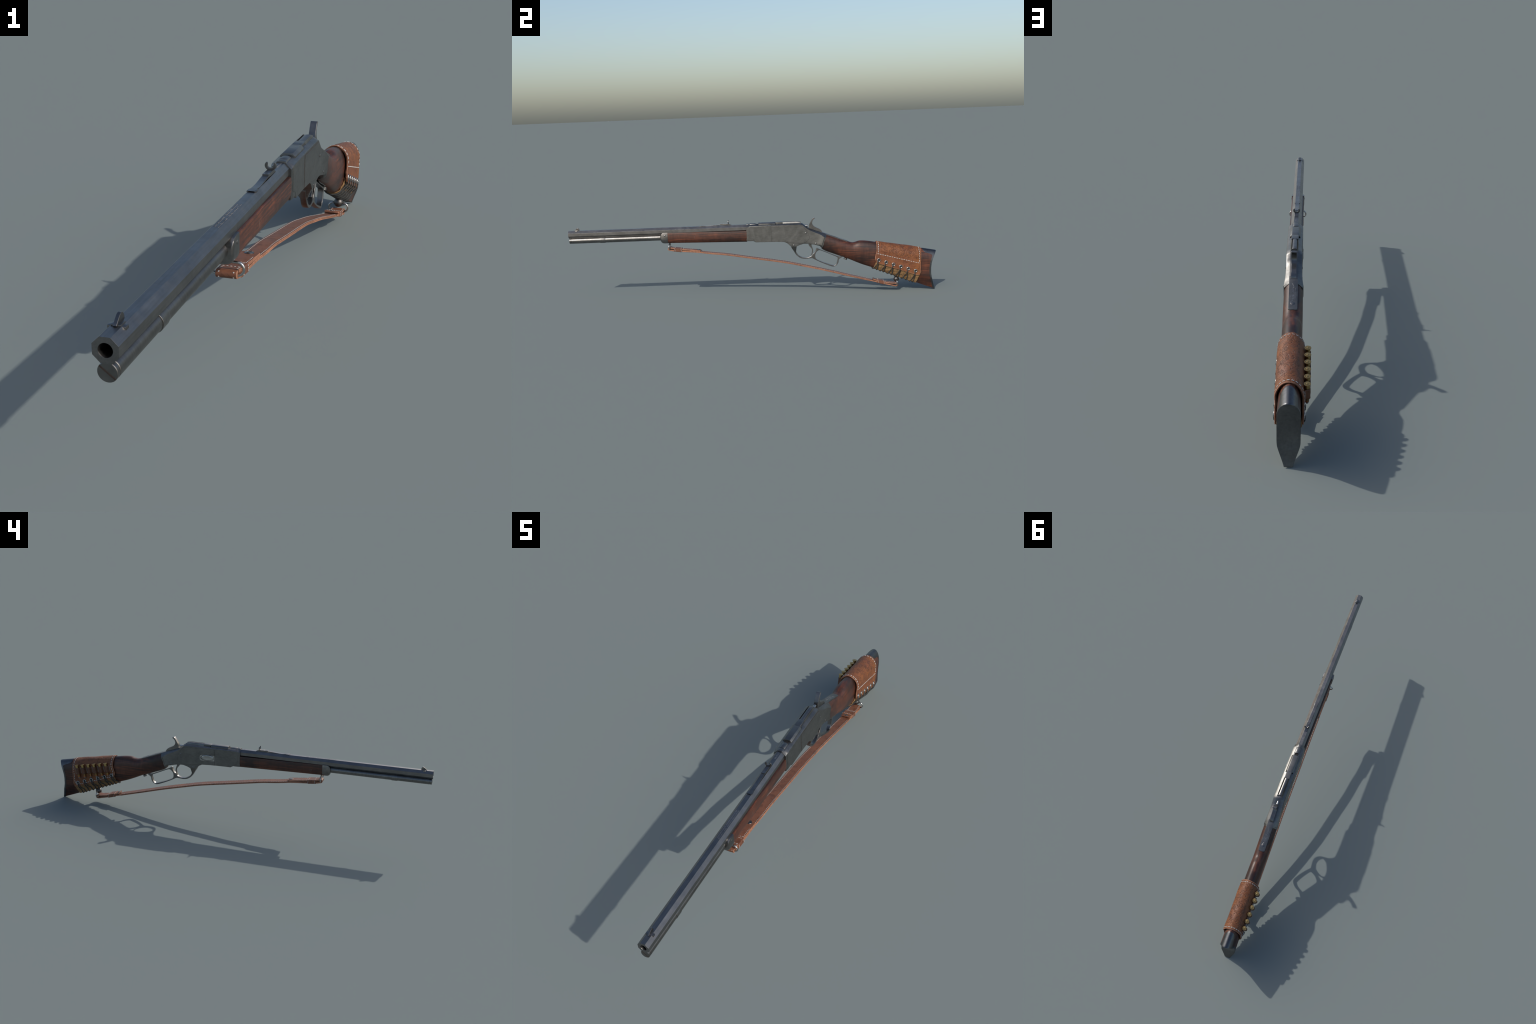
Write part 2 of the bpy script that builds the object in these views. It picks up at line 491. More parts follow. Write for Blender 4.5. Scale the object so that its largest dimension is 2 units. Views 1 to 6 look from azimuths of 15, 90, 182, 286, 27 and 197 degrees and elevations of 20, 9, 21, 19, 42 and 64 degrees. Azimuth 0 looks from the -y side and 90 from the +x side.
r_hw = interp([(-0.032, 0.0248), (-0.022, 0.0260), (-0.015, 0.0267), (0.1000, 0.0267), (0.1055, 0.0272), (0.25, 0.0272), (0.30, 0.0272), (0.33, 0.0280), (0.36, 0.0302), (0.380, 0.0330), (0.3855, 0.0337), (0.3880, 0.0316), (0.42, 0.0318)])
tw = interp([(-0.032, 0.0100), (-0.012, 0.0128), (0.25, 0.0128), (0.30, 0.0120), (0.36, 0.0130), (0.42, 0.0152)])

def rec_ring(yc):
    """Section whose plane leans by SH; all heights are read at the leaned y."""
    s = SH(yc)
    zm = 0.292
    def at(f, off=0.0):
        z = f(yc)
        for _ in range(6):
            z = f(yc + s * (z - zm)) + off
        return z
    zb, zs, zt = at(r_bot), at(r_side), at(r_top)
    zs = min(zs, zt - 0.001)
    out = []
    # lower corners slightly rounded, belly rounds up where it meets the wrist
    rnd = 0.0012 + 0.012 * sstep(0.345, 0.40, yc)
    hw = r_hw(yc)
    half = []
    for k in range(7):
        a = math.pi / 2 * k / 6
        half.append((hw - rnd + rnd * math.sin(a), zb + rnd - rnd * math.cos(a)))
    for k in range(1, 9):
        z0, z1 = zb + rnd, zs - 0.001
        half.append((hw, z0 + (z1 - z0) * k / 8))
    w = tw(yc)
    half += [(hw - 0.0006, zs - 0.0002), (hw - 0.0016, zs + 0.0006)]
    x0, z0 = hw - 0.0016, zs + 0.0006
    for k in range(1, 5):
        t = k / 4
        half.append((x0 + (w - x0) * t, z0 + (zt - z0) * (t + 0.18 * t * (1 - t))))
    pts = half + [(-x, z) for x, z in half[::-1]]
    for x, z in pts:
        out.append((XC + x, yc + s * (z - zm), z))
    return out

ycs = sorted(set([round(v, 4) for v in np.linspace(-0.0305, 0.402, 110)] + [-0.0205, -0.016, 0.006, 0.0186, 0.1688, 0.1915, 0.2097, 0.2401, 0.278, 0.364, 0.3855, 0.3868, 0.3880, -0.024, -0.026]))
ycs = [y for y in ycs if y <= 0.3945]
rec = loft('receiver', [rec_ring(y) for y in ycs], M_RECEIVER, root, 32)

HW = 0.0272
# raised front panels, notched at the lower front corner
FP = [(0.1040, 0.2944), (0.1040, 0.3832), (-0.008, 0.3826)] + catmull([(-0.008, 0.3826), (-0.0145, 0.3800), (-0.0168, 0.3735), (-0.0168, 0.3260), (-0.0150, 0.3195), (-0.0094, 0.3160), (0.0010, 0.3150), (0.0077, 0.3105)], 4, False)[1:] + [(0.0186, 0.2946)]
SIDE = [(0.1052, 0.3775), (0.2680, 0.3752), (0.2800, 0.3680), (0.2920, 0.3520), (0.3030, 0.3350), (0.3090, 0.3160), (0.3085, 0.3040),
        (0.2960, 0.2900), (0.2753, 0.2815), (0.2300, 0.2838), (0.1832, 0.2908), (0.1052, 0.2950)]
def side_outline():
    o = [SIDE[0]] + catmull(SIDE[1:-1], 4, False) + [SIDE[-1]]
    return o
for sx in (1, -1):
    pl = plate('side_plate', [side_outline()], 0.0016, M_RECEIVER, rec, 0.0005, XC + sx * (HW - 0.0006))
    plate('front_panel', [FP], 0.0016, M_RECEIVER, rec, 0.0007, XC + sx * (HW - 0.0014))
    # dark seam line around the plate
    bm = bmesh.new()
    o = side_outline()
    add_tube(bm, [(XC + sx * (HW + 0.0001), a, b) for a, b in o], 0.0006, 6, True)
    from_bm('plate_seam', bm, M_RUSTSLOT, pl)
    screws = [(0.290, 0.3346, HW + 0.001, 0.0046), (0.2244, 0.2706, HW, 0.0044), (0.345, 0.2763, 0.0288, 0.0048)]
    for (yy, zz, xx, rr) in screws:
        revolve('screw', (XC + sx * (xx - 0.0008), yy, zz), (sx, 0, 0), [(0, rr), (0.0012, rr), (0.0022, rr * 0.75), (0.0028, 0.0)], M_SMALL, rec, 20)

# loading gate (right-hand side of the rifle, -x)
gx = XC - HW - 0.0011
gate = plate('loading_gate', [[(0.1058, 0.3168), (0.1058, 0.3462), (0.176, 0.3445)] + catmull([(0.176, 0.3445), (0.184, 0.3405), (0.1858, 0.330), (0.184, 0.318), (0.176, 0.3135)], 4, False)[1:] ], 0.0008, M_BRIGHT, rec, 0.0003, gx)
ell = lambda a, b, n=36: [(0.1445 + a * math.cos(2 * math.pi * k / n), 0.3312 + b * math.sin(2 * math.pi * k / n) + -0.02 * a * math.cos(2 * math.pi * k / n)) for k in range(n)]
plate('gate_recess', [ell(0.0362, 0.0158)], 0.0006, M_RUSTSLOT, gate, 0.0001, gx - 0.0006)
bm = bmesh.new()
rings = []
for s, d in ((1.0, 0.0004), (0.93, 0.0014), (0.75, 0.0013), (0.4, 0.0007), (0.02, 0.0004)):
    rings.append([(gx - 0.0009 - d, y - 0.001, z) for y, z in [(0.1445 + (p[0] - 0.1445) * s, 0.3312 + (p[1] - 0.3312) * s) for p in ell(0.0338, 0.0142)]])
add_loft(bm, rings, False, True)
from_bm('gate_leaf', bm, M_BRIGHT, gate, 60)

# ------------------------------------------------------------------ receiver top
def prism_y(name, prof, y0, y1, mats, parent, bev=0.0006):
    """Half profile (x, z) mirrored and extruded along y."""
    pts = [(XC + x, z) for x, z in prof] + [(XC - x, z) for x, z in prof[::-1]]
    ob = loft(name, [[(x, y0, z) for x, z in pts], [(x, y1, z) for x, z in pts]], mats, parent)
    return bevelled(ob, bev, 2, 25) if bev else ob

def arch(w, z0, z1, n=7, p=2.4):
    return [(w, z0)] + [(w * math.cos(a) ** (2 / p), z0 + 0.002 + (z1 - z0 - 0.002) * math.sin(a) ** (2 / p)) for a in [math.pi / 2 * k / n for k in range(n)]] + [(0.001, z1)]
prism_y('top_rail', arch(0.0120, 0.387, 0.3950), -0.0295, -0.0125, M_RECEIVER, rec, 0.0005)
prism_y('top_rail', arch(0.0120, 0.387, 0.3958), -0.0115, 0.0208, M_RECEIVER, rec, 0.0005)
prism_y('cover_gap', [(0.0085, 0.388), (0.0085, 0.3915)], 0.0208, 0.0365, M_BLACK, rec, 0)
dust = prism_y('dust_cover', [(0.0190, 0.3840), (0.0190, 0.3915), (0.0115, 0.3985)], 0.0360, 0.1285, M_RECEIVER, rec, 0.0007)
prism_y('cover_slide', [(0.0128, 0.386), (0.0128, 0.3978), (0.0112, 0.3988)], 0.1285, 0.1680, M_RECEIVER, dust, 0.0005)
for sx in (1, -1):
    box('cover_gap', (XC + sx * 0.0160, 0.1295, 0.3895), (0.0025, 0.0035, 0.0018), M_BLACK, dust, 0)
# bolt carrier running in the rear channel, rounding down at its end
bolt_top = interp([(0.16, 0.3984), (0.245, 0.3984), (0.258, 0.3968), (0.270, 0.3925), (0.282, 0.3835)])
rings = []
for k in range(24):
    y = 0.168 + (0.262 - 0.168) * k / 23
    zt = bolt_top(y)
    rings.append([(XC + 0.0109 * math.cos(a), y, 0.388 + (zt - 0.388) * abs(math.sin(a)) ** 0.8 * (1 if math.sin(a) >= 0 else 0)) for a in [math.pi * j / 12 for j in range(13)]] + [(XC - 0.0109, y, 0.385), (XC + 0.0109, y, 0.385)])
loft('bolt', rings, M_TUBE, rec, 40)
for sx in (1, -1):
    rail = []
    for k in range(24):
        y = 0.168 + (0.268 - 0.168) * k / 23
        zt = bolt_top(y) - 0.0022
        rail.append([(XC + sx * 0.0108, y, 0.386), (XC + sx * 0.0146, y, 0.386), (XC + sx * 0.0142, y, 0.3905 + (zt - 0.3962) * 0.6), (XC + sx * 0.0108, y, zt + 0.0012)])
    loft('bolt_rail', rail, M_RECEIVER, rec, 30)
revolve('firing_pin', (XC, 0.270, 0.3725), (0, 1, 0), [(0, 0.0052), (0.0335, 0.0052), (0.035, 0.004), (0.035, 0)], M_BRIGHT, root, 24)

# ------------------------------------------------------------------ hammer
ham = catmull([(0.3345, 0.4150), (0.3265, 0.4055), (0.3195, 0.3935), (0.3130, 0.3810), (0.3102, 0.3690), (0.3102, 0.3540), (0.318, 0.3440), (0.345, 0.334), (0.372, 0.326), (0.3815, 0.3280),
               (0.3800, 0.3390), (0.3720, 0.3490), (0.3615, 0.3565), (0.3500, 0.3620), (0.3380, 0.3690), (0.3305, 0.3780), (0.3283, 0.3880), (0.3310, 0.3985), (0.3375, 0.4065), (0.3440, 0.4118), (0.3410, 0.4148)], 5)
plate('hammer', [ham], 0.0093, M_SMALL, root, 0.0007)

# ------------------------------------------------------------------ trigger
trg = catmull([(0.3040, 0.2800), (0.3210, 0.2760), (0.3215, 0.2640), (0.3262, 0.2500), (0.3292, 0.2370), (0.3275, 0.2230), (0.3195, 0.2105), (0.3165, 0.2105), (0.3222, 0.2240), (0.3238, 0.2370), (0.3200, 0.2470), (0.3120, 0.2570), (0.3060, 0.2670)], 5)
plate('trigger', [trg], 0.0050, M_SMALL, root, 0.0012)

# ------------------------------------------------------------------ finger lever
lev_out = catmull([(0.2115, 0.2580), (0.2200, 0.2420), (0.2282, 0.2270), (0.2400, 0.2105), (0.2587, 0.1968), (0.2750, 0.1920), (0.2900, 0.1908), (0.3080, 0.1925), (0.3240, 0.1925), (0.3400, 0.1835),
                   (0.3684, 0.1690), (0.3971, 0.1560), (0.4259, 0.1447), (0.4404, 0.1428), (0.4551, 0.1490), (0.4650, 0.1640), (0.4690, 0.1810), (0.4820, 0.1905), (0.4840, 0.1945), (0.4650, 0.1985),
                   (0.4350, 0.2105), (0.4000, 0.2255), (0.3650, 0.2415), (0.3490, 0.2490), (0.3455, 0.2400), (0.3380, 0.2255), (0.3260, 0.2150), (0.3200, 0.2070), (0.3080, 0.2010), (0.2880, 0.1975),
                   (0.2647, 0.2030), (0.2448, 0.2172), (0.2345, 0.2390), (0.2370, 0.2560)], 4)
lev_in = catmull([(0.3580, 0.2345), (0.3660, 0.2355), (0.3845, 0.2285), (0.4275, 0.2090), (0.4560, 0.1960), (0.4630, 0.1890), (0.4610, 0.1760), (0.4560, 0.1600), (0.4480, 0.1510), (0.4376, 0.1492), (0.3972, 0.1630), (0.3570, 0.1805), (0.3440, 0.1900), (0.3400, 0.1990), (0.3412, 0.2150), (0.3480, 0.2270)], 4)
lever = plate('finger_lever', [lev_out, lev_in], 0.0088, M_SMALL, root, 0.0016)
# root of the lever narrowing from receiver width to loop width
lv_f = lin([(0.222, 0.2375), (0.245, 0.2180), (0.264, 0.2095)])
lv_r = lin([(0.222, 0.2350), (0.245, 0.2372), (0.264, 0.2400)])
lv_w = interp([(0.222, 0.0080), (0.235, 0.0125), (0.264, 0.0255)])
rings = []
for k in range(10):
    z = 0.224 + (0.266 - 0.224) * k / 9
    w, a, b = lv_w(z), lv_f(z), lv_r(z)
    c = 0.0015
    rings.append([(XC - w + c, a, z), (XC + w - c, a, z), (XC + w, a + c, z), (XC + w, b - c, z), (XC + w - c, b, z), (XC - w + c, b, z), (XC - w, b - c, z), (XC - w, a + c, z)])
loft('lever_root', rings, M_RECEIVER, lever, 40)

# ------------------------------------------------------------------ stock
s_top = interp([(0.36, 0.3405), (0.41, 0.3210), (0.47, 0.2983), (0.5114, 0.2826), (0.532, 0.2752), (0.5459, 0.2722), (0.558, 0.2738), (0.572, 0.2782), (0.585, 0.2804), (0.60, 0.2800), (0.6763, 0.2690), (0.80, 0.2480), (0.925, 0.2262), (1.0, 0.2120)])
s_bot = interp([(0.34, 0.2625), (0.3800, 0.2415), (0.3939, 0.2330), (0.4514, 0.2103), (0.5146, 0.1845), (0.5952, 0.1490), (0.6573, 0.1270), (0.78, 0.0800), (0.8991, 0.0342), (0.9892, 0.0004), (1.01, -0.0072)])
y_rear = interp([(-0.01, 0.9925), (0.0, 0.9893), (0.0238, 0.9822), (0.0492, 0.9755), (0.0718, 0.9702), (0.0942, 0.9676), (0.1165, 0.9678), (0.1387, 0.9699), (0.1635, 0.9763), (0.18, 0.9830), (0.1963, 0.9908), (0.2120, 0.9995), (0.23, 1.010)])
P_WRIST = lambda v: (1 - abs(2 * v - 1) ** 2.35) ** (1 / 2.35) if 0 < v < 1 else 0.0
P_BUTT0 = lin([(0, 0.36), (0.03, 0.42), (0.10, 0.60), (0.20, 0.86), (0.25, 0.96), (0.30, 1.0), (0.72, 1.0)])
def P_BUTT(v):
    if v > 0.70:
        t = (v - 0.70) / 0.30
        return max(0.0, 1 - t ** 1.9) ** (1 / 1.9)
    return P_BUTT0(v)
s_hw = interp([(0.38, 0.0316), (0.42, 0.0325), (0.50, 0.0330), (0.60, 0.0332), (1.0, 0.0336)])
VS = [0.5 - 0.5 * math.cos(math.pi * k / 36) for k in range(37)]

def stock_pt(yfun, v, grow=0.0):
    """Point of the right half: yfun maps height to the section's y."""
    z = 0.2
    for _ in range(14):
        y = yfun(z)
        z = s_bot(y) + v * (s_top(y) - s_bot(y))
    k = sstep(0.55, 0.95, y)
    w = s_hw(y) * ((1 - k) * P_WRIST(v) + k * P_BUTT(v))
    return w, y, z

def stock_ring(yfun, grow=0.0):
    half = [stock_pt(yfun, v) for v in VS]
    ring = [(XC + w, y, z) for w, y, z in half] + [(XC - w, y, z) for w, y, z in half[::-1]]
    if grow:
        P = [Vector(p) for p in ring]
        n = len(P)
        out = []
        for i in range(n):
            t = P[(i + 1) % n] - P[i - 1]
            nn = Vector((t.z, 0, -t.x))
            if nn.length < 1e-9:
                nn = Vector((0, 0, 1 if i in (n // 2, n // 2 - 1) else -1))
            out.append(tuple(P[i] + nn.normalized() * grow))
        ring = out
    return ring

def sec(s):
    """Section family: leaning cuts at the wrist, upright in the middle, crescent at the butt."""
    if s <= 0.9:
        y0 = s
        sh = 0.36 * (1 - sstep(0.42, 0.62, y0))
        zm = 0.292 - (y0 - 0.3935) * 0.30
        return lambda z: y0 + sh * (z - zm)
    t = (s - 0.9) / 0.1
    return lambda z: 0.9 + t * (y_rear(z) - 0.002 - 0.9)

# the wrist begins on the receiver's rear face
ss = list(np.linspace(0.3925, 0.9, 100)) + list(np.linspace(0.905, 1.0, 20))
stock = loft('stock', [stock_ring(sec(s)) for s in ss], M_WOOD, root, 60, cap1=False)

# butt plate: crescent strip plus the tongue that laps over the heel
heel = lin([(0.0, 2.0), (0.1865, 0.9768), (0.1912, 0.9738), (0.1950, 0.9690), (0.1980, 0.9615), (0.2003, 0.9518), (0.2030, 0.9425), (0.2065, 0.9355), (0.2110, 0.9300), (0.2165, 0.9260), (0.2230, 0.9230), (0.26, 0.9205)])
def bp_start(z):
    a = y_rear(z) - 0.0095
    return min(a, heel(z)) if z > 0.186 else a
def bp_sec(t):
    return lambda z: bp_start(z) + t * (y_rear(z) - bp_start(z))
rings = [stock_ring(bp_sec(0.0), -0.003), stock_ring(bp_sec(0.0), 0.0007), stock_ring(bp_sec(0.03), 0.0010)] + [stock_ring(bp_sec(t), 0.0010) for t in np.linspace(0.1, 0.94, 10)] + [stock_ring(bp_sec(0.985), 0.0006), stock_ring(bp_sec(1.0), -0.0006)]
bm = bmesh.new()
vr = add_loft(bm, rings, False, False)
n = len(vr[-1])
for i in range(n // 2 - 1):     # bridge the rear face straight across, right to left
    bm.faces.new((vr[-1][i], vr[-1][i + 1], vr[-1][n - 2 - i], vr[-1][n - 1 - i]))
bmesh.ops.remove_doubles(bm, verts=bm.verts[:], dist=1e-6)
from_bm('butt_plate', bm, M_BUTT, stock, 40)

# upper tang let into the wrist
rings = []
for k in range(41):
    y = 0.372 + (0.5195 - 0.372) * k / 40
    w = 0.0152
    d = 0.5195 - y
    if d < 0.006:
        w = 0.0152 - 0.006 + math.sqrt(max(0, 0.006**2 - (0.006 - d) ** 2)) - (0.0005 if d <= 0 else 0)
    zt = s_top(y) + 0.0016
    rings.append([(XC - w, y, zt - 0.006), (XC - w, y, zt - 0.0012), (XC - w + 0.0008, y, zt - 0.0003), (XC - w * 0.5, y, zt + 0.0002), (XC + w * 0.5, y, zt + 0.0002), (XC + w - 0.0008, y, zt - 0.0003), (XC + w, y, zt - 0.0012), (XC + w, y, zt - 0.006)])
tang = loft('upper_tang', rings, M_RECEIVER, root, 35)
tn = Vector((0, 0.385, 1)).normalized()
revolve('screw', (XC, 0.494, s_top(0.494) + 0.0010), tn, [(0, 0.0072), (0.0008, 0.0072), (0.0014, 0.006), (0.0016, 0)], M_SMALL, tang, 24)
# lower tang under the wrist
rings = []
for k in range(31):
    y = 0.325 + (0.492 - 0.325) * k / 30
    zb = min(s_bot(y) if y > 0.38 else r_bot(y), 0.2705) - 0.0012
    rings.append([(XC - 0.0095, y, zb + 0.006), (XC - 0.0095, y, zb), (XC + 0.0095, y, zb), (XC + 0.0095, y, zb + 0.006)])
loft('lower_tang', rings, M_SMALL, root, 30)
# lever catch: stem and turned knob below the wrist
an = Vector((0, -0.36, -1)).normalized()
catch = revolve('lever_catch', (XC, 0.5075, 0.1905), an, [(0, 0.006), (0.007, 0.0052)], M_RUSTSLOT, root, 20)
revolve('catch_knob', (XC, 0.5065, 0.1868), an, [(0, 0.0075), (0.0005, 0.0095), (0.0085, 0.0095), (0.0095, 0.0082), (0.0098, 0)], M_SMALL, catch, 24)

# ------------------------------------------------------------------ writing
def text_on(name, body, size, origin, xdir, ydir, parent, mat, fit=None, ext=0.00025):
    cu = bpy.data.curves.new(name, 'FONT')
    cu.body = body
    cu.size = size
    cu.extrude = ext
    cu.resolution_u = 2
    cu.align_x, cu.align_y = 'CENTER', 'CENTER'
    tmp = bpy.data.objects.new('tmp', cu)
    COL.objects.link(tmp)
    bpy.context.view_layer.update()
    me = bpy.data.meshes.new_from_object(tmp.evaluated_get(bpy.context.evaluated_depsgraph_get()))
    bpy.data.objects.remove(tmp)
    bpy.data.curves.remove(cu)
    xs = [v.co.x for v in me.vertices]
    k = fit / (max(xs) - min(xs)) if fit else 1.0
    X, Y = Vector(xdir).normalized(), Vector(ydir).normalized()
    Z = X.cross(Y)
    for v in me.vertices:
        v.co = Vector(origin) + X * v.co.x * k + Y * v.co.y + Z * v.co.z
    me.materials.clear()
    return finish(name, me, mat, parent, smooth=False)

zt = BZ + BR + 0.00012
text_on('barrel_marking', "REPEATING ARMS - PATENTED MARCH 29. 1866", 0.0058, (XC + 0.0040, -0.446, zt), (0, 1, 0), (-1, 0, 0), barrel, M_ENGRAVE, 0.152)
text_on('barrel_marking', "KING'S IMPROVEMENT - PATENTED OCTOBER 16. 1860", 0.0058, (XC - 0.0036, -0.446, zt), (0, 1, 0), (-1, 0, 0), barrel, M_ENGRAVE, 0.146)
text_on('calibre_marking', "44 W.C.F.", 0.0105, (XC, -0.054, zt), (0, 1, 0), (-1, 0, 0), barrel, M_ENGRAVE, 0.040)
tx = Vector((0, 1, -0.385)).normalized()
def tang_text(body, size, y, dx, fit):
    text_on('tang_marking', body, size, (XC + dx, y, s_top(y) + 0.0019), tx, (-1, 0, 0), tang, M_ENGRAVE, fit)
tang_text("Model 1873.", 0.0090, 0.447, 0.0, 0.062)
tang_text("PATENTED", 0.0050, 0.449, 0.0070, 0.036)
tang_text("MARCH 29. 1866", 0.0050, 0.449, -0.0068, 0.048)
bm = bmesh.new()
for pts in ([(0.405, 0.0030), (0.411, 0.0010), (0.416, -0.0004)], [(0.479, 0.0008), (0.4835, 0.0035), (0.489, 0.0075), (0.495, 0.0085)]):
    c = catmull([(XC + b, a, s_top(a) + 0.0019) for a, b in pts], 5, False)
    add_tube(bm, c, 0.0006, 6)
from_bm('flourish', bm, M_ENGRAVE, tang)

# ------------------------------------------------------------------ leather stock cover
BW = 0.0432
b_apex = lambda y: s_top(y) + 0.0048
ARCH = 0.052
b_front = interp([(0.15, 0.6640), (0.171, 0.6614), (0.19, 0.6625), (0.232, 0.6725), (0.285, 0.6725)])
b_rear = interp([(0.06, 0.9060), (0.10, 0.9090), (0.211, 0.9140), (0.245, 0.9120)])
b_low = lambda y: 0.1604 - 0.340 * (y - 0.6699)
PE = 2.0
def cover_pt(a, yfun, low=None, W=BW, sx=1):
    """a in [0,1]: 0 at the ridge, 0.5 end of the arch, 1 at the lower edge."""
    z = 0.2
    for _ in range(14):
        y = yfun(z)
        za = b_apex(y) - ARCH
        if a <= 0.5:
            t = a / 0.5 * math.pi / 2
            x = W * math.sin(t) ** (2 / PE)
            z = za + ARCH * math.cos(t) ** (2 / PE)
        else:
            x = W
            lo = b_low(y) if low is None else low(y)
            z = za + (lo - za) * (a - 0.5) / 0.5
    return Vector((XC + sx * x, y, z))
CR = 0.020
def cover_low(y):
    f, r = 0.6640, 0.9065
    d = min(y - f, r - y)
    add = 0.0
    if d < CR:
        d = max(d, 0)
        add = 0.75 * (CR - math.sqrt(max(0.0, CR * CR - (CR - d) ** 2)))
    return b_low(y) + add - 0.001
qs = [0, 0.006, 0.013, 0.025, 0.04, 0.06] + list(np.linspace(0.09, 0.91, 42)) + [0.94, 0.96, 0.975, 0.987, 0.994, 1]
aa = list(np.linspace(0, 0.5, 22)) + list(np.linspace(0.5, 1, 26))[1:]
rings = []
for q in qs:
    yf = lambda z, q=q: b_front(z) + q * (b_rear(z) - b_front(z))
    right = [cover_pt(a, yf, cover_low) for a in aa]
    left = [Vector((2 * XC - p.x, p.y, p.z)) for p in right]
    ring = left[:0:-1] + right
    rings.append(ring)
# rounded, paler cut edge: outermost columns and row sink a little
for i, r in enumerate(rings):
    k = min(i, len(rings) - 1 - i)
    for j, p in enumerate(r):
        m = min(j, len(r) - 1 - j)
        dip = {0: 0.0016, 1: 0.0004}.get(k, 0.0) + {0: 0.0014}.get(m, 0.0)
        if dip:
            p -= Vector((p.x - XC, 0, max(0, p.z - 0.2))).normalized() * dip
# gentle unevenness of the hide
for i, r in enumerate(rings):
    for j, p in enumerate(r):
        u, v = i / len(rings) * 9, j / len(r) * 11
        w = 0.00045 * (math.sin(2.1 * u + 1.3 * v) + math.sin(3.7 * v - 1.1 * u + 1.0)) 
        d = Vector((p.x - XC, 0, (p.z - 0.16) * 0.5)).normalized()
        p += d * w
bm = bmesh.new()
add_loft(bm, rings, closed=False)
cover = from_bm('stock_cover', bm, [M_COVER, M_EDGE], root, 60)
nr, ncol = len(rings), len(rings[0]) - 1
for f, p in enumerate(cover.data.polygons):
    i, j = divmod(f, ncol)
    if min(i, nr - 2 - i) < 2 or min(j, ncol - 1 - j) < 1:
        p.material_index = 1
# make sure normals face outward before thickening inward
me = cover.data
if sum(p.normal.x * (p.center.x - XC) for p in me.polygons) < 0:
    me.flip_normals()
so = cover.modifiers.new('s', 'SOLIDIFY')
so.thickness, so.offset, so.material_offset_rim, so.use_rim = 0.0060, -1, 1, True
apply_mods(cover)
cover.data.shade_smooth()
cover.data.set_sharp_from_angle(angle=math.radians(50))

def on_cover(y, z, sx):
    """Surface point and outward normal of the cover at side coordinates."""
    apex = b_apex(y)
    za = apex - ARCH
    if z <= za:
        return Vector((XC + sx * BW, y, z)), Vector((sx, 0, 0))
    t = min(1.0, (z - za) / ARCH)
    x = BW * (1 - t ** PE) ** (1 / PE)
    nx, nz = (x / BW) ** (PE - 1) / BW, t ** (PE - 1) / ARCH
    return Vector((XC + sx * x, y, z)), Vector((sx * nx, 0, nz)).normalized()

def add_dash(bm, p0, p1, nrm, w=0.0011, h=0.0009):
    """One stitch: a low rounded bar lying on the surface."""
    t = (p1 - p0)
    L = t.length
    t.normalize()
    s = t.cross(nrm).normalized()
    prof = [(-1, 0), (-0.6, 0.8), (0.6, 0.8), (1, 0)]
    rings = []
    for f, k in ((0.0, 0.35), (0.15, 1), (0.85, 1), (1.0, 0.35)):
        c = p0 + t * (L * f)
        rings.append([c + s * (a * w) + nrm * (b * h * k - 0.0002) for a, b in prof])
    add_loft(bm, rings)

def stitch_line(bm, pts, nrms, dash=0.0085, gap=0.0047, w=0.0011, h=0.0009):
    """Walk a polyline and lay stitches on it."""
    acc, on_, start, sn = 0.0, True, Vector(pts[0]), nrms[0]
    for i in range(len(pts) - 1):
        a, b = Vector(pts[i]), Vector(pts[i + 1])
        L = (b - a).length
        pos = 0.0
        while True:
            need = (dash if on_ else gap) - acc
            if pos + need > L:
                acc += L - pos
                break
            pos += need
            p = a.lerp(b, pos / L)
            if on_:
                add_dash(bm, start + sn * 0.0004, p + sn * 0.0004, sn, w, h)
            start, sn = p, nrms[i]
            on_ = not on_
            acc = 0.0

def cover_path(f, n=80):
    """f(t) -> (y, z, side) evaluated to surface points."""
    P, N = [], []
    for k in range(n + 1):
        p, nn = on_cover(*f(k / n))
        P.append(p)
        N.append(nn)
    return P, N

bm = bmesh.new()
seam = lambda y: 0.2108 - 0.2660 * (y - 0.6751)
def over_top(edge, inset, zl, zr):
    """Stitch row running over the ridge from left height zl to right height zr."""
    P, N = [], []
    for k in range(121):
        a = -1 + 2 * k / 120
        sx = 1 if a >= 0 else -1
        t = abs(a)
        yy = lambda z: edge(z) + inset
        if t < 0.5:
            p = cover_pt(t, yy, None, BW, sx)
        else:
            zend = zr if sx > 0 else zl
            y = yy(b_apex(edge(0.2)) - ARCH)
            za = b_apex(y) - ARCH
            z = za + (zend - za) * (t - 0.5) / 0.5
            p = Vector((XC + sx * BW, yy(z), z))
        q, nn = on_cover(p.y, p.z, sx)
        P.append(p)
        N.append(nn)
    return P, N
stitch_line(bm, *over_top(b_front, 0.0105, 0.168, 0.2125), w=0.0015, h=0.0012)
stitch_line(bm, *over_top(b_rear, -0.0100, 0.112, 0.1530), w=0.0015, h=0.0012)
stitch_line(bm, *cover_path(lambda t: (0.6765 + t * 0.226, seam(0.6765 + t * 0.226), 1)), w=0.0015, h=0.0012)
stitch_line(bm, *cover_path(lambda t: (0.690 + t * 0.196, b_low(0.690 + t * 0.196) + 0.0095, -1)), w=0.0015, h=0.0012)
stitch_line(bm, *cover_path(lambda t: (0.8855 + 0.0132 * math.sin(t * math.pi / 2), b_low(0.886) + 0.0095 + 0.0165 * (1 - math.cos(t * math.pi / 2)), -1), 12), w=0.0015, h=0.0012)
st = from_bm('stitching', bm, M_THREAD, cover)
st['kind'] = 'stuff'

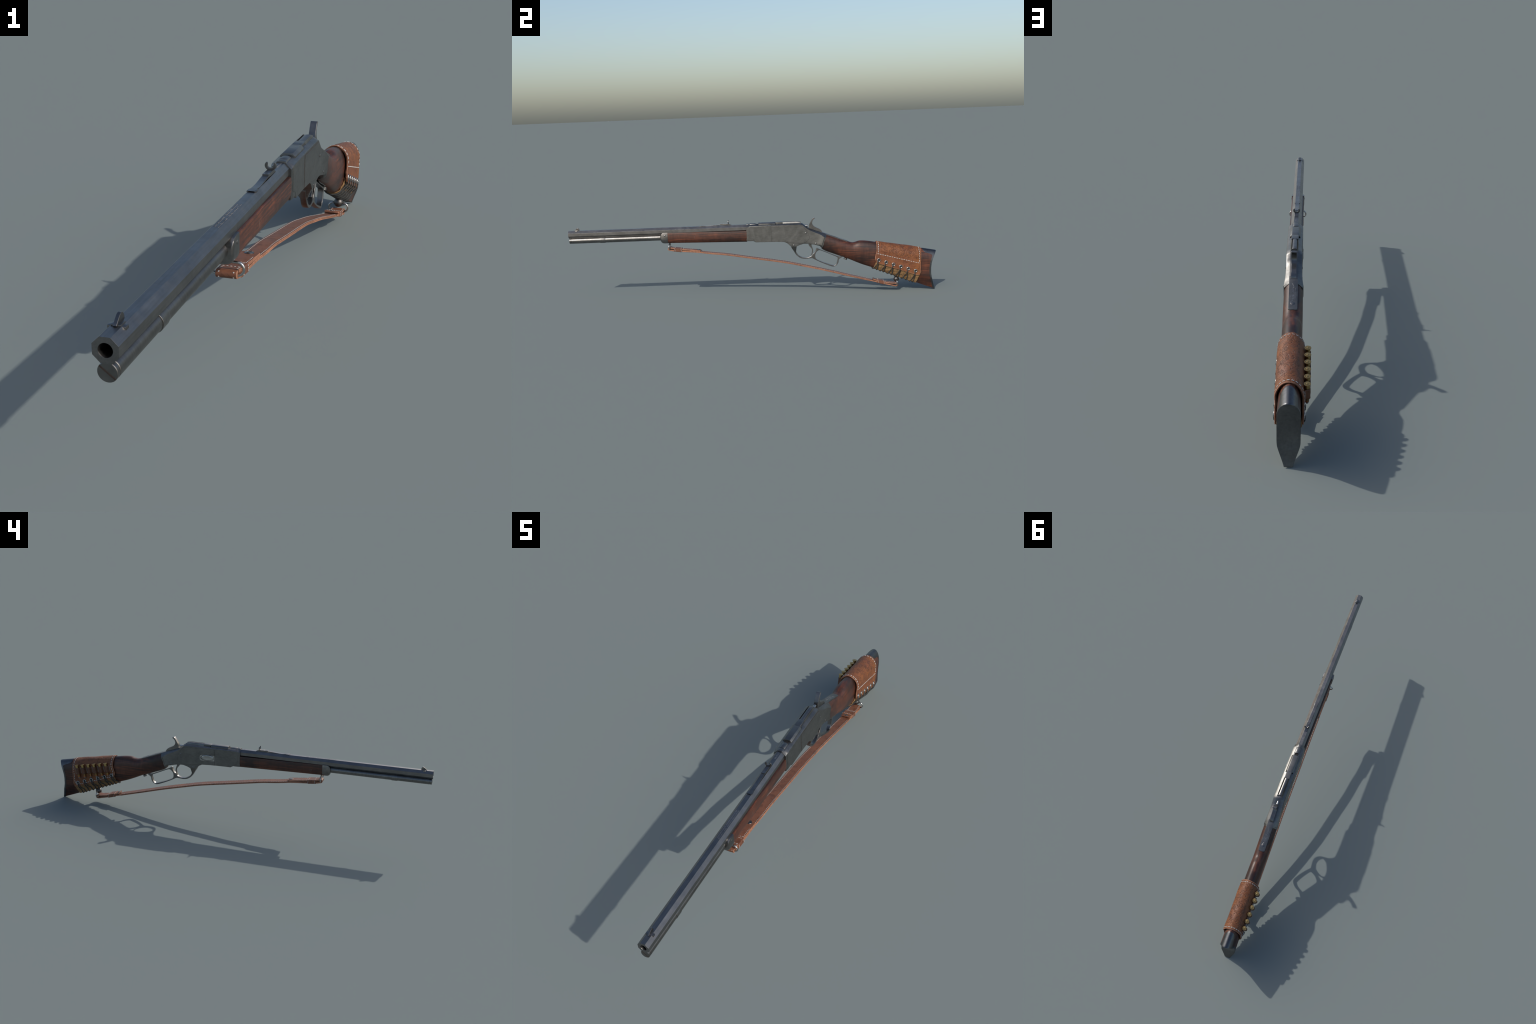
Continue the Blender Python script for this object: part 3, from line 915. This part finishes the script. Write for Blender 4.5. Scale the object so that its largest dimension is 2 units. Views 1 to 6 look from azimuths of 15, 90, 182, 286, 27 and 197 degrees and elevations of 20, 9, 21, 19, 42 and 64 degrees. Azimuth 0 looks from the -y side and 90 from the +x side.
# eyelets
EY = [0.6824, 0.7220, 0.7615, 0.8015, 0.8412, 0.8812]
EZ = lambda y: 0.1747 - 0.3320 * (y - 0.6824)
prof = []
for k in range(13):
    a = 2 * math.pi * k / 12
    prof.append((0.0014 + 0.0022 * math.sin(a), 0.0078 + 0.0022 * math.cos(a)))
bm = bmesh.new()
add_revolve(bm, (0, 0, 0), (1, 0, 0), prof[:-1] + [prof[0]], 28)
bmesh.ops.delete(bm, geom=[f for f in bm.faces if len(f.verts) > 4], context='FACES')
bmesh.ops.remove_doubles(bm, verts=bm.verts[:], dist=1e-6)
e0 = from_bm('eyelet', bm, M_BRIGHT, cover, 60)
bm = bmesh.new()
add_revolve(bm, (0, 0, 0), (1, 0, 0), [(0.0002, 0.0066), (0.0006, 0.0066), (0.0006, 0)], 20)
h0 = from_bm('eyelet_hole', bm, M_BLACK, cover, 60)
first = True
for sx in (1, -1):
    for y in EY:
        loc = Vector((XC + sx * BW, y, EZ(y)))
        rot = Matrix.Rotation(0 if sx > 0 else math.pi, 4, 'Z')
        for o in (e0, h0):
            c = o if first else o.copy()
            if not first:
                COL.objects.link(c)
                c.parent = cover
            c.matrix_local = Matrix.Translation(loc) @ rot
        first = False

# ------------------------------------------------------------------ suede strip under the stock
def cloth_sec(s):
    # sections lean square to the belly line
    return lambda z: s + 0.42 * (z - (0.1290 - 0.385 * (s - 0.655)))
VC = [k / 30 * 0.37 for k in range(31)]
def belly_ring(yfun, grow, wob=None):
    half = [stock_pt(yfun, v) for v in VC]
    if half[0][0] > 1e-4:
        pts = [(XC - w, y, z) for w, y, z in half[::-1]] + [(XC + w, y, z) for w, y, z in half]
    else:
        pts = [(XC - w, y, z) for w, y, z in half[:0:-1]] + [(XC + w, y, z) for w, y, z in half]
    P = [Vector(p) for p in pts]
    out = []
    for i in range(len(P)):
        t = P[min(i + 1, len(P) - 1)] - P[max(i - 1, 0)]
        n_ = Vector((t.z, 0, -t.x)).normalized()
        g = grow + (wob(i / len(P)) if wob else 0)
        out.append(P[i] + n_ * g)
    return out
N_RING = 2 * len(VC) - 1
def belly_uniform(s, grow, wob=None, n=61):
    r = belly_ring(cloth_sec(s), grow, wob)
    L = [0.0]
    for a, b in zip(r[:-1], r[1:]):
        L.append(L[-1] + (b - a).length)
    out = []
    for k in range(n):
        d = L[-1] * k / (n - 1)
        i = max(0, min(int(np.searchsorted(L, d)) - 1, len(r) - 2))
        out.append(r[i].lerp(r[i + 1], (d - L[i]) / max(L[i + 1] - L[i], 1e-9)))
    return out
rings = []
for k in range(70):
    s = 0.6540 + (0.8870 - 0.6540) * k / 69
    wob = lambda v, k=k: 0.0007 * (math.sin(k * 0.9 + v * 23) + math.sin(k * 0.37 - v * 41 + 1) + 0.6 * math.sin(k * 1.7 + v * 9))
    rings.append(belly_uniform(s, 0.0040, wob))
bm = bmesh.new()
add_loft(bm, rings, closed=False)
cloth = from_bm('suede_lining', bm, M_CLOTH, root, 70)
if sum(p.normal.x * (p.center.x - XC) for p in cloth.data.polygons) < 0:
    cloth.data.flip_normals()
so = cloth.modifiers.new('s', 'SOLIDIFY')
so.thickness, so.offset = 0.0036, -1
apply_mods(cloth)
cloth.data.shade_smooth()

# ------------------------------------------------------------------ laces
def belly_at(s, f, grow):
    """f in [-1,1] around the belly: -1 left top of strip, 1 right top."""
    r = belly_uniform(s, grow)
    d = (f * 0.5 + 0.5) * (len(r) - 1)
    i = max(0, min(int(d), len(r) - 2))
    return r[i].lerp(r[i + 1], d - i)
lace_grow = 0.0040 + 0.0024
for i, y in enumerate(EY):
    ez = EZ(y)
    # strand 0 leaves square to the belly, strand 1 drops straight down; on the right strand 1 tucks under the cover
    for strand in (0, 1):
        s_mid = y - (0.030, 0.010)[strand] + 0.002 * math.sin(3 * i + 2 * strand)
        lean = (0.0, -0.005)[strand]
        over_r = strand == 0
        low = b_low(y)
        body = []
        for k in range(17):
            f = 0.50 - 1.0 * k / 16
            body.append(belly_at(s_mid + lean * (abs(f) / 0.5) ** 1.5 + (0.006, 0.002)[strand] * f / 0.5, f, lace_grow))
        xr, xl = XC + BW, XC - BW
        y_edge = y + (body[0].y - y) * 0.45
        y_edge_l = y + (body[-1].y - y) * 0.45
        right = [Vector((xr - 0.001, y, ez - 0.001)), Vector((xr + 0.0030, y - 0.001, ez - 0.006)), Vector((xr + 0.0022, y_edge, low + 0.003)), Vector((xr + 0.0006, y_edge - 0.001, low - 0.004))] if over_r else [Vector((xr - 0.0075, y, low + 0.008)), Vector((xr - 0.0068, y, low - 0.002))]
        dy = 0.0015 if strand else -0.0015
        left = [Vector((xl - 0.0006, y_edge_l + dy, low - 0.004)), Vector((xl - 0.0022, y_edge_l + dy, low + 0.003)), Vector((xl - 0.0030, y - 0.001 + dy, ez - 0.006)), Vector((xl + 0.001, y + dy, ez - 0.001))]
        pts = catmull([tuple(p) for p in right + body[1:16] + left], 4, False)
        tube('lace', pts, 0.0024, M_CORD, cover, 8)

# ------------------------------------------------------------------ cartridges and their loops (left-hand belt, -x side)
C0 = Vector((-0.0462, 0.7128, 0.2422))
C1 = Vector((-0.0462, 0.8813, 0.2115))
AX = Vector((0.0006, -0.0146, -0.0715)).normalized()
PITCH = (C1 - C0) / 5
case_prof = [(0, 0), (0, 0.0090), (0.0004, 0.0102), (0.0022, 0.0102), (0.0034, 0.0076), (0.0038, 0.0070), (0.0060, 0.0076), (0.040, 0.0074), (0.0535, 0.0070), (0.0600, 0.0064), (0.0612, 0.0060)]
bul_prof = [(0.0600, 0.0062), (0.0635, 0.0061), (0.0680, 0.0055), (0.0725, 0.0043), (0.0745, 0.0030), (0.0750, 0)]
me_c = me_b = None
for i in range(6):
    o = C0 + PITCH * i
    if i == 0:
        ca = revolve('cartridge', (0, 0, 0), AX, case_prof, M_BRASS, root, 28, 14)
        bu = revolve('bullet', (0, 0, 0), AX, bul_prof, [M_COPPER, M_LEAD], ca, 24)
        for p in bu.data.polygons:
            if Vector(p.center).dot(AX) > 0.066:
                p.material_index = 1
        pr = revolve('primer', (0, 0, 0), -AX, [(-0.001, 0.0036), (0.0003, 0.0036), (0.0006, 0.003), (0.0006, 0)], M_BRASS, ca, 18)
        kids = (bu, pr)
        ca.location = o
        base = ca
    else:
        c = base.copy()
        COL.objects.link(c)
        c.location = o
        for kk in kids:
            k2 = kk.copy()
            COL.objects.link(k2)
            k2.parent = c

UDIR = PITCH.normalized()
pl = PITCH.length
def belt_x(d):
    """Bulge of the belt (outward, -x) at distance d from a cartridge axis."""
    r = 0.0094
    d = abs(d)
    if d < r * 0.92:
        return max(math.sqrt(r * r - d * d), 0.0040) + 0.0
    t = min(1, (d - r * 0.92) / 0.0035)
    return 0.0040 * (1 - t) ** 2
W_SURF = -(BW - XC)      # x of the cover's left face
ax_off = abs(C0.x) - abs(W_SURF)
rings = []
for k in range(141):
    u = -0.0165 + (pl * 5 + 0.033) * k / 140
    i = max(0, min(5, round(u / pl)))
    d = u - i * pl
    bx = belt_x(d)
    xx = W_SURF - 0.0022 - (ax_off - 0.0022 + bx if bx > 0.0039 else bx * (ax_off + 0.002) / 0.004)
    r = []
    for j in range(9):
        s = 0.0165 + 0.0355 * j / 8
        p = C0 + UDIR * u + AX * s
        wob = 0.0004 * math.sin(k * 0.5 + j)
        r.append(Vector((xx + wob, p.y, p.z)))
    rings.append(r)
bm = bmesh.new()
add_loft(bm, rings, closed=False)
belt = from_bm('cartridge_loops', bm, [M_BELT, M_EDGE], cover, 60)
if sum(p.normal.x for p in belt.data.polygons) > 0:
    belt.data.flip_normals()
so = belt.modifiers.new('s', 'SOLIDIFY')
so.thickness, so.offset, so.material_offset_rim = 0.0020, -1, 0
apply_mods(belt)
belt.data.shade_smooth()
bm = bmesh.new()
for i in range(7):
    u = (i - 0.5) * pl
    p0 = C0 + UDIR * u + AX * 0.016
    p1 = C0 + UDIR * u + AX * 0.054
    a = [Vector((W_SURF - 0.0024, *(p0.lerp(p1, t / 10)).yz)) for t in range(11)]
    stitch_line(bm, a, [Vector((-1, 0, 0))] * 11, 0.0036, 0.0024, 0.0008, 0.0008)
st = from_bm('stitching', bm, M_THREAD, belt)
st['kind'] = 'stuff'

# ------------------------------------------------------------------ sling
SW = 0.0219
def ribbon_ring(p, t, hw, th, rnd=0.0012):
    """Rectangle section square to the path tangent t (in the y-z plane)."""
    n = Vector((0, -t.z, t.y))
    if n.length < 1e-9:
        n = Vector((0, 0, 1))
    n.normalize()
    h = th / 2
    prof = [(-hw, -h + rnd), (-hw + rnd, -h), (hw - rnd, -h), (hw, -h + rnd), (hw, h - rnd), (hw - rnd, h), (-hw + rnd, h), (-hw, h - rnd)]
    return [Vector((XC + a, 0, 0)) + Vector((0, p.y, p.z)) + n * b for a, b in prof]

def ribbon(name, pts, hw, th, mats, parent, rnd=0.0010, taper=None):
    P = [Vector((0, a, b)) for a, b in pts]
    rings = []
    for i in range(len(P)):
        t = (P[min(i + 1, len(P) - 1)] - P[max(i - 1, 0)]).normalized()
        rings.append(ribbon_ring(P[i], t, hw * (taper(i / (len(P) - 1)) if taper else 1), th, rnd))
    ob = loft(name, rings, mats, parent, 30)
    if isinstance(mats, (list, tuple)) and len(mats) > 1:
        for p in ob.data.polygons:
            if abs(p.normal.x) > 0.45:
                p.material_index = 1
    return ob

main0 = [(-0.282, 0.2512), (-0.22, 0.2435), (-0.1507, 0.2352), (-0.06, 0.2195), (0.0207, 0.2058), (0.11, 0.1912), (0.194, 0.1762), (0.28, 0.1565), (0.367, 0.1351), (0.44, 0.1150), (0.505, 0.0965), (0.56, 0.0812), (0.604, 0.0690), (0.64, 0.0592)]
sag = lin([(-0.282, 0.0018), (-0.236, 0.0032), (-0.07, 0.0026), (0.146, 0.0032), (0.309, 0.0038), (0.471, 0.0017), (0.635, 0.0)])
main = [(a, b - sag(a)) for a, b in main0]
front_fold = [(-0.282, 0.2563), (-0.33, 0.2624), (-0.385, 0.2688), (-0.43, 0.2757), (-0.448, 0.2795), (-0.4565, 0.2787), (-0.4585, 0.2745), (-0.4560, 0.2700), (-0.447, 0.2677), (-0.43, 0.2640), (-0.386, 0.2592), (-0.33, 0.2546), (-0.282, 0.2494)]
rear_fold = [(0.64, 0.0592), (0.6744, 0.0503), (0.7135, 0.0393), (0.75, 0.0305), (0.772, 0.0250), (0.782, 0.0258), (0.7862, 0.0305), (0.7845, 0.0362), (0.776, 0.0388), (0.76, 0.0390), (0.7135, 0.0462), (0.679, 0.0566), (0.662, 0.0625), (0.652, 0.0665)]
sling = bpy.data.objects.new('sling', None)
COL.objects.link(sling)
sling.parent = root
mainc = catmull(main, 5, False)
up = [(a + 0.0004, b + 0.0019) for a, b in mainc]
lo = [(a - 0.0004, b - 0.0019) for a, b in mainc]
ribbon('strap', up, SW, 0.0036, [M_LEATHER, M_EDGE], sling)
ribbon('strap', lo, SW, 0.0036, [M_LEATHER, M_EDGE], sling)
rd = lambda t: 1 - 0.35 * max(0, (0.02 - t) / 0.02) ** 2
fc = catmull(front_fold, 5, False)
ribbon('strap_end', fc, SW - 0.0003, 0.0070, [M_LEATHER, M_EDGE], sling, taper=rd)
rc = catmull(rear_fold, 5, False)
ribbon('strap_end', rc, SW - 0.0003, 0.0056, [M_LEATHER, M_EDGE], sling, taper=lambda t: rd(1 - t))

def keeper(pts, th):
    P = catmull(pts, 3, False)
    ob = ribbon('keeper', P, 0.0247, th, [M_LEATHER, M_EDGE], sling, 0.0022)
    for p in ob.data.polygons:
        p.material_index = 1 if abs(p.normal.y) > 0.7 else 0
    return ob
keeper([(-0.4276, 0.2690), (-0.405, 0.2667), (-0.3862, 0.2645)], 0.0196)
keeper([(0.6745, 0.0543), (0.695, 0.0486), (0.7150, 0.0432)], 0.0178)

bm = bmesh.new()
def strap_stitch(pts, half, off, dash=0.0044, gap=0.0048):
    for sx in (1, -1):
        P = [Vector((XC + sx * half, a, b + off)) for a, b in pts]
        N = []
        for i in range(len(P)):
            t = (P[min(i + 1, len(P) - 1)] - P[max(i - 1, 0)]).normalized()
            n_ = Vector((0, -t.z, t.y))
            N.append(n_ if n_.z > 0 else -n_)
        stitch_line(bm, P, N, dash, gap, 0.0009, 0.0006)
strap_stitch(catmull(main, 8, False), SW - 0.0048, 0.0038)
strap_stitch(catmull(front_fold[1:5], 8, False), SW - 0.0048, 0.0036)
strap_stitch(catmull([(0.7845, 0.0375), (0.776, 0.0388), (0.76, 0.0390), (0.7160, 0.0458)], 8, False), SW - 0.0048, 0.0029)
def cross_stitch(y, z, slope, half=0.0185, dash=0.0042):
    P = [Vector((XC - half + 2 * half * k / 10, y, z)) for k in range(11)]
    stitch_line(bm, P, [Vector((0, slope, 1)).normalized()] * 11, dash, 0.0036, 0.0009, 0.0008)
cross_stitch(-0.4235, 0.2784, 0.13)
cross_stitch(-0.3905, 0.2748, 0.13)
cross_stitch(-0.3800, 0.2718, 0.13)
cross_stitch(0.6790, 0.0622, 0.27)
cross_stitch(0.7110, 0.0535, 0.27)
cross_stitch(0.7220, 0.0480, 0.20)
for (y0, zt_, zb_) in ((-0.4240, 0.2770, 0.2605), (-0.3898, 0.2730, 0.2565), (0.6782, 0.0620, 0.0460), (0.7112, 0.0540, 0.0370)):
    for sx in (1, -1):
        P = [Vector((XC + sx * 0.0247, y0 + 0.0005 * k, zt_ + (zb_ - zt_) * k / 4)) for k in range(5)]
        stitch_line(bm, P, [Vector((sx, 0, 0))] * 5, 0.0036, 0.0022, 0.0009, 0.0008)
# thick end stitches seen on the nose of the front loop
for sx in (1, -1):
    for z in (0.2790, 0.2715):
        add_dash(bm, Vector((XC + sx * 0.0150, -0.4612 + abs(z - 0.2745) * 0.25, z + 0.0028)), Vector((XC + sx * 0.0150, -0.4612 + abs(z - 0.2745) * 0.25, z - 0.0028)), Vector((0, -1, 0)), 0.0015, 0.0012)
st = from_bm('stitching', bm, M_THREAD, sling)
st['kind'] = 'stuff'

# slotted screw studs closing the strap ends
def stud(y, z, slope, r):
    n_ = Vector((0, slope, 1)).normalized()
    o = Vector((XC, y, z))
    s = revolve('strap_stud', o, n_, [(-0.002, r), (0.0008, r), (0.0018, r * 0.9), (0.0022, r * 0.6), (0.0023, 0)], M_SMALL, sling, 28)
    R = Matrix.Rotation(-math.atan(slope), 3, 'X') @ Matrix.Rotation(math.radians(75), 3, 'Z')
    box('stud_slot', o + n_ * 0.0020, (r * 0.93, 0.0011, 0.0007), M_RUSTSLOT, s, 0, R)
stud(-0.2965, 0.2618, 0.11, 0.0105)
stud(0.6610, 0.0658, 0.40, 0.0085)

# ------------------------------------------------------------------ swivels
def stadium(cx, y, cz, hw, hh, lean=0.0, n=14):
    pts = []
    for k in range(n + 1):
        a = -math.pi / 2 + math.pi * k / n
        pts.append((cx + hw - hh + hh * math.cos(a), y + lean * hh * math.sin(a), cz + hh * math.sin(a)))
    for k in range(n + 1):
        a = math.pi / 2 + math.pi * k / n
        pts.append((cx - hw + hh + hh * math.cos(a), y + lean * hh * math.sin(a), cz + hh * math.sin(a)))
    return pts
ring_f = tube('sling_ring', stadium(XC, -0.4535, 0.2865, 0.0340, 0.0132), 0.0029, M_BRIGHT, root, 12, True)
revolve('swivel_stud', (XC, -0.4520, 0.3065), (0, 0, -1), [(0, 0.0055), (0.003, 0.0055), (0.0045, 0.0042), (0.010, 0.0050), (0.0125, 0.0036), (0.0125, 0)], M_SMALL, ring_f, 20)
ball_o = revolve('swivel_ball', (XC, 0.7813, 0.0600), (0, 0, 1), [(0.0153 * math.sin(a), 0.0153 * math.cos(a)) for a in [-math.pi / 2 + math.pi * k / 18 for k in range(19)]], M_BALL, root, 32, 80)
revolve('swivel_stud', (XC, 0.7813, 0.0730), (0, 0, 1), [(0, 0.0075), (0.012, 0.0065)], M_BALL, ball_o, 20)
tube('sling_ring', stadium(XC, 0.7815, 0.0435, 0.0315, 0.0148), 0.0028, M_BRIGHT, ball_o, 12, True)
for sx in (1, -1):
    revolve('ball_hole', (XC + sx * 0.0146, 0.7813, 0.0590), (sx, 0, 0), [(0, 0.0046), (0.0007, 0.0044), (0.0007, 0)], M_BLACK, ball_o, 18)

bpy.context.view_layer.update()
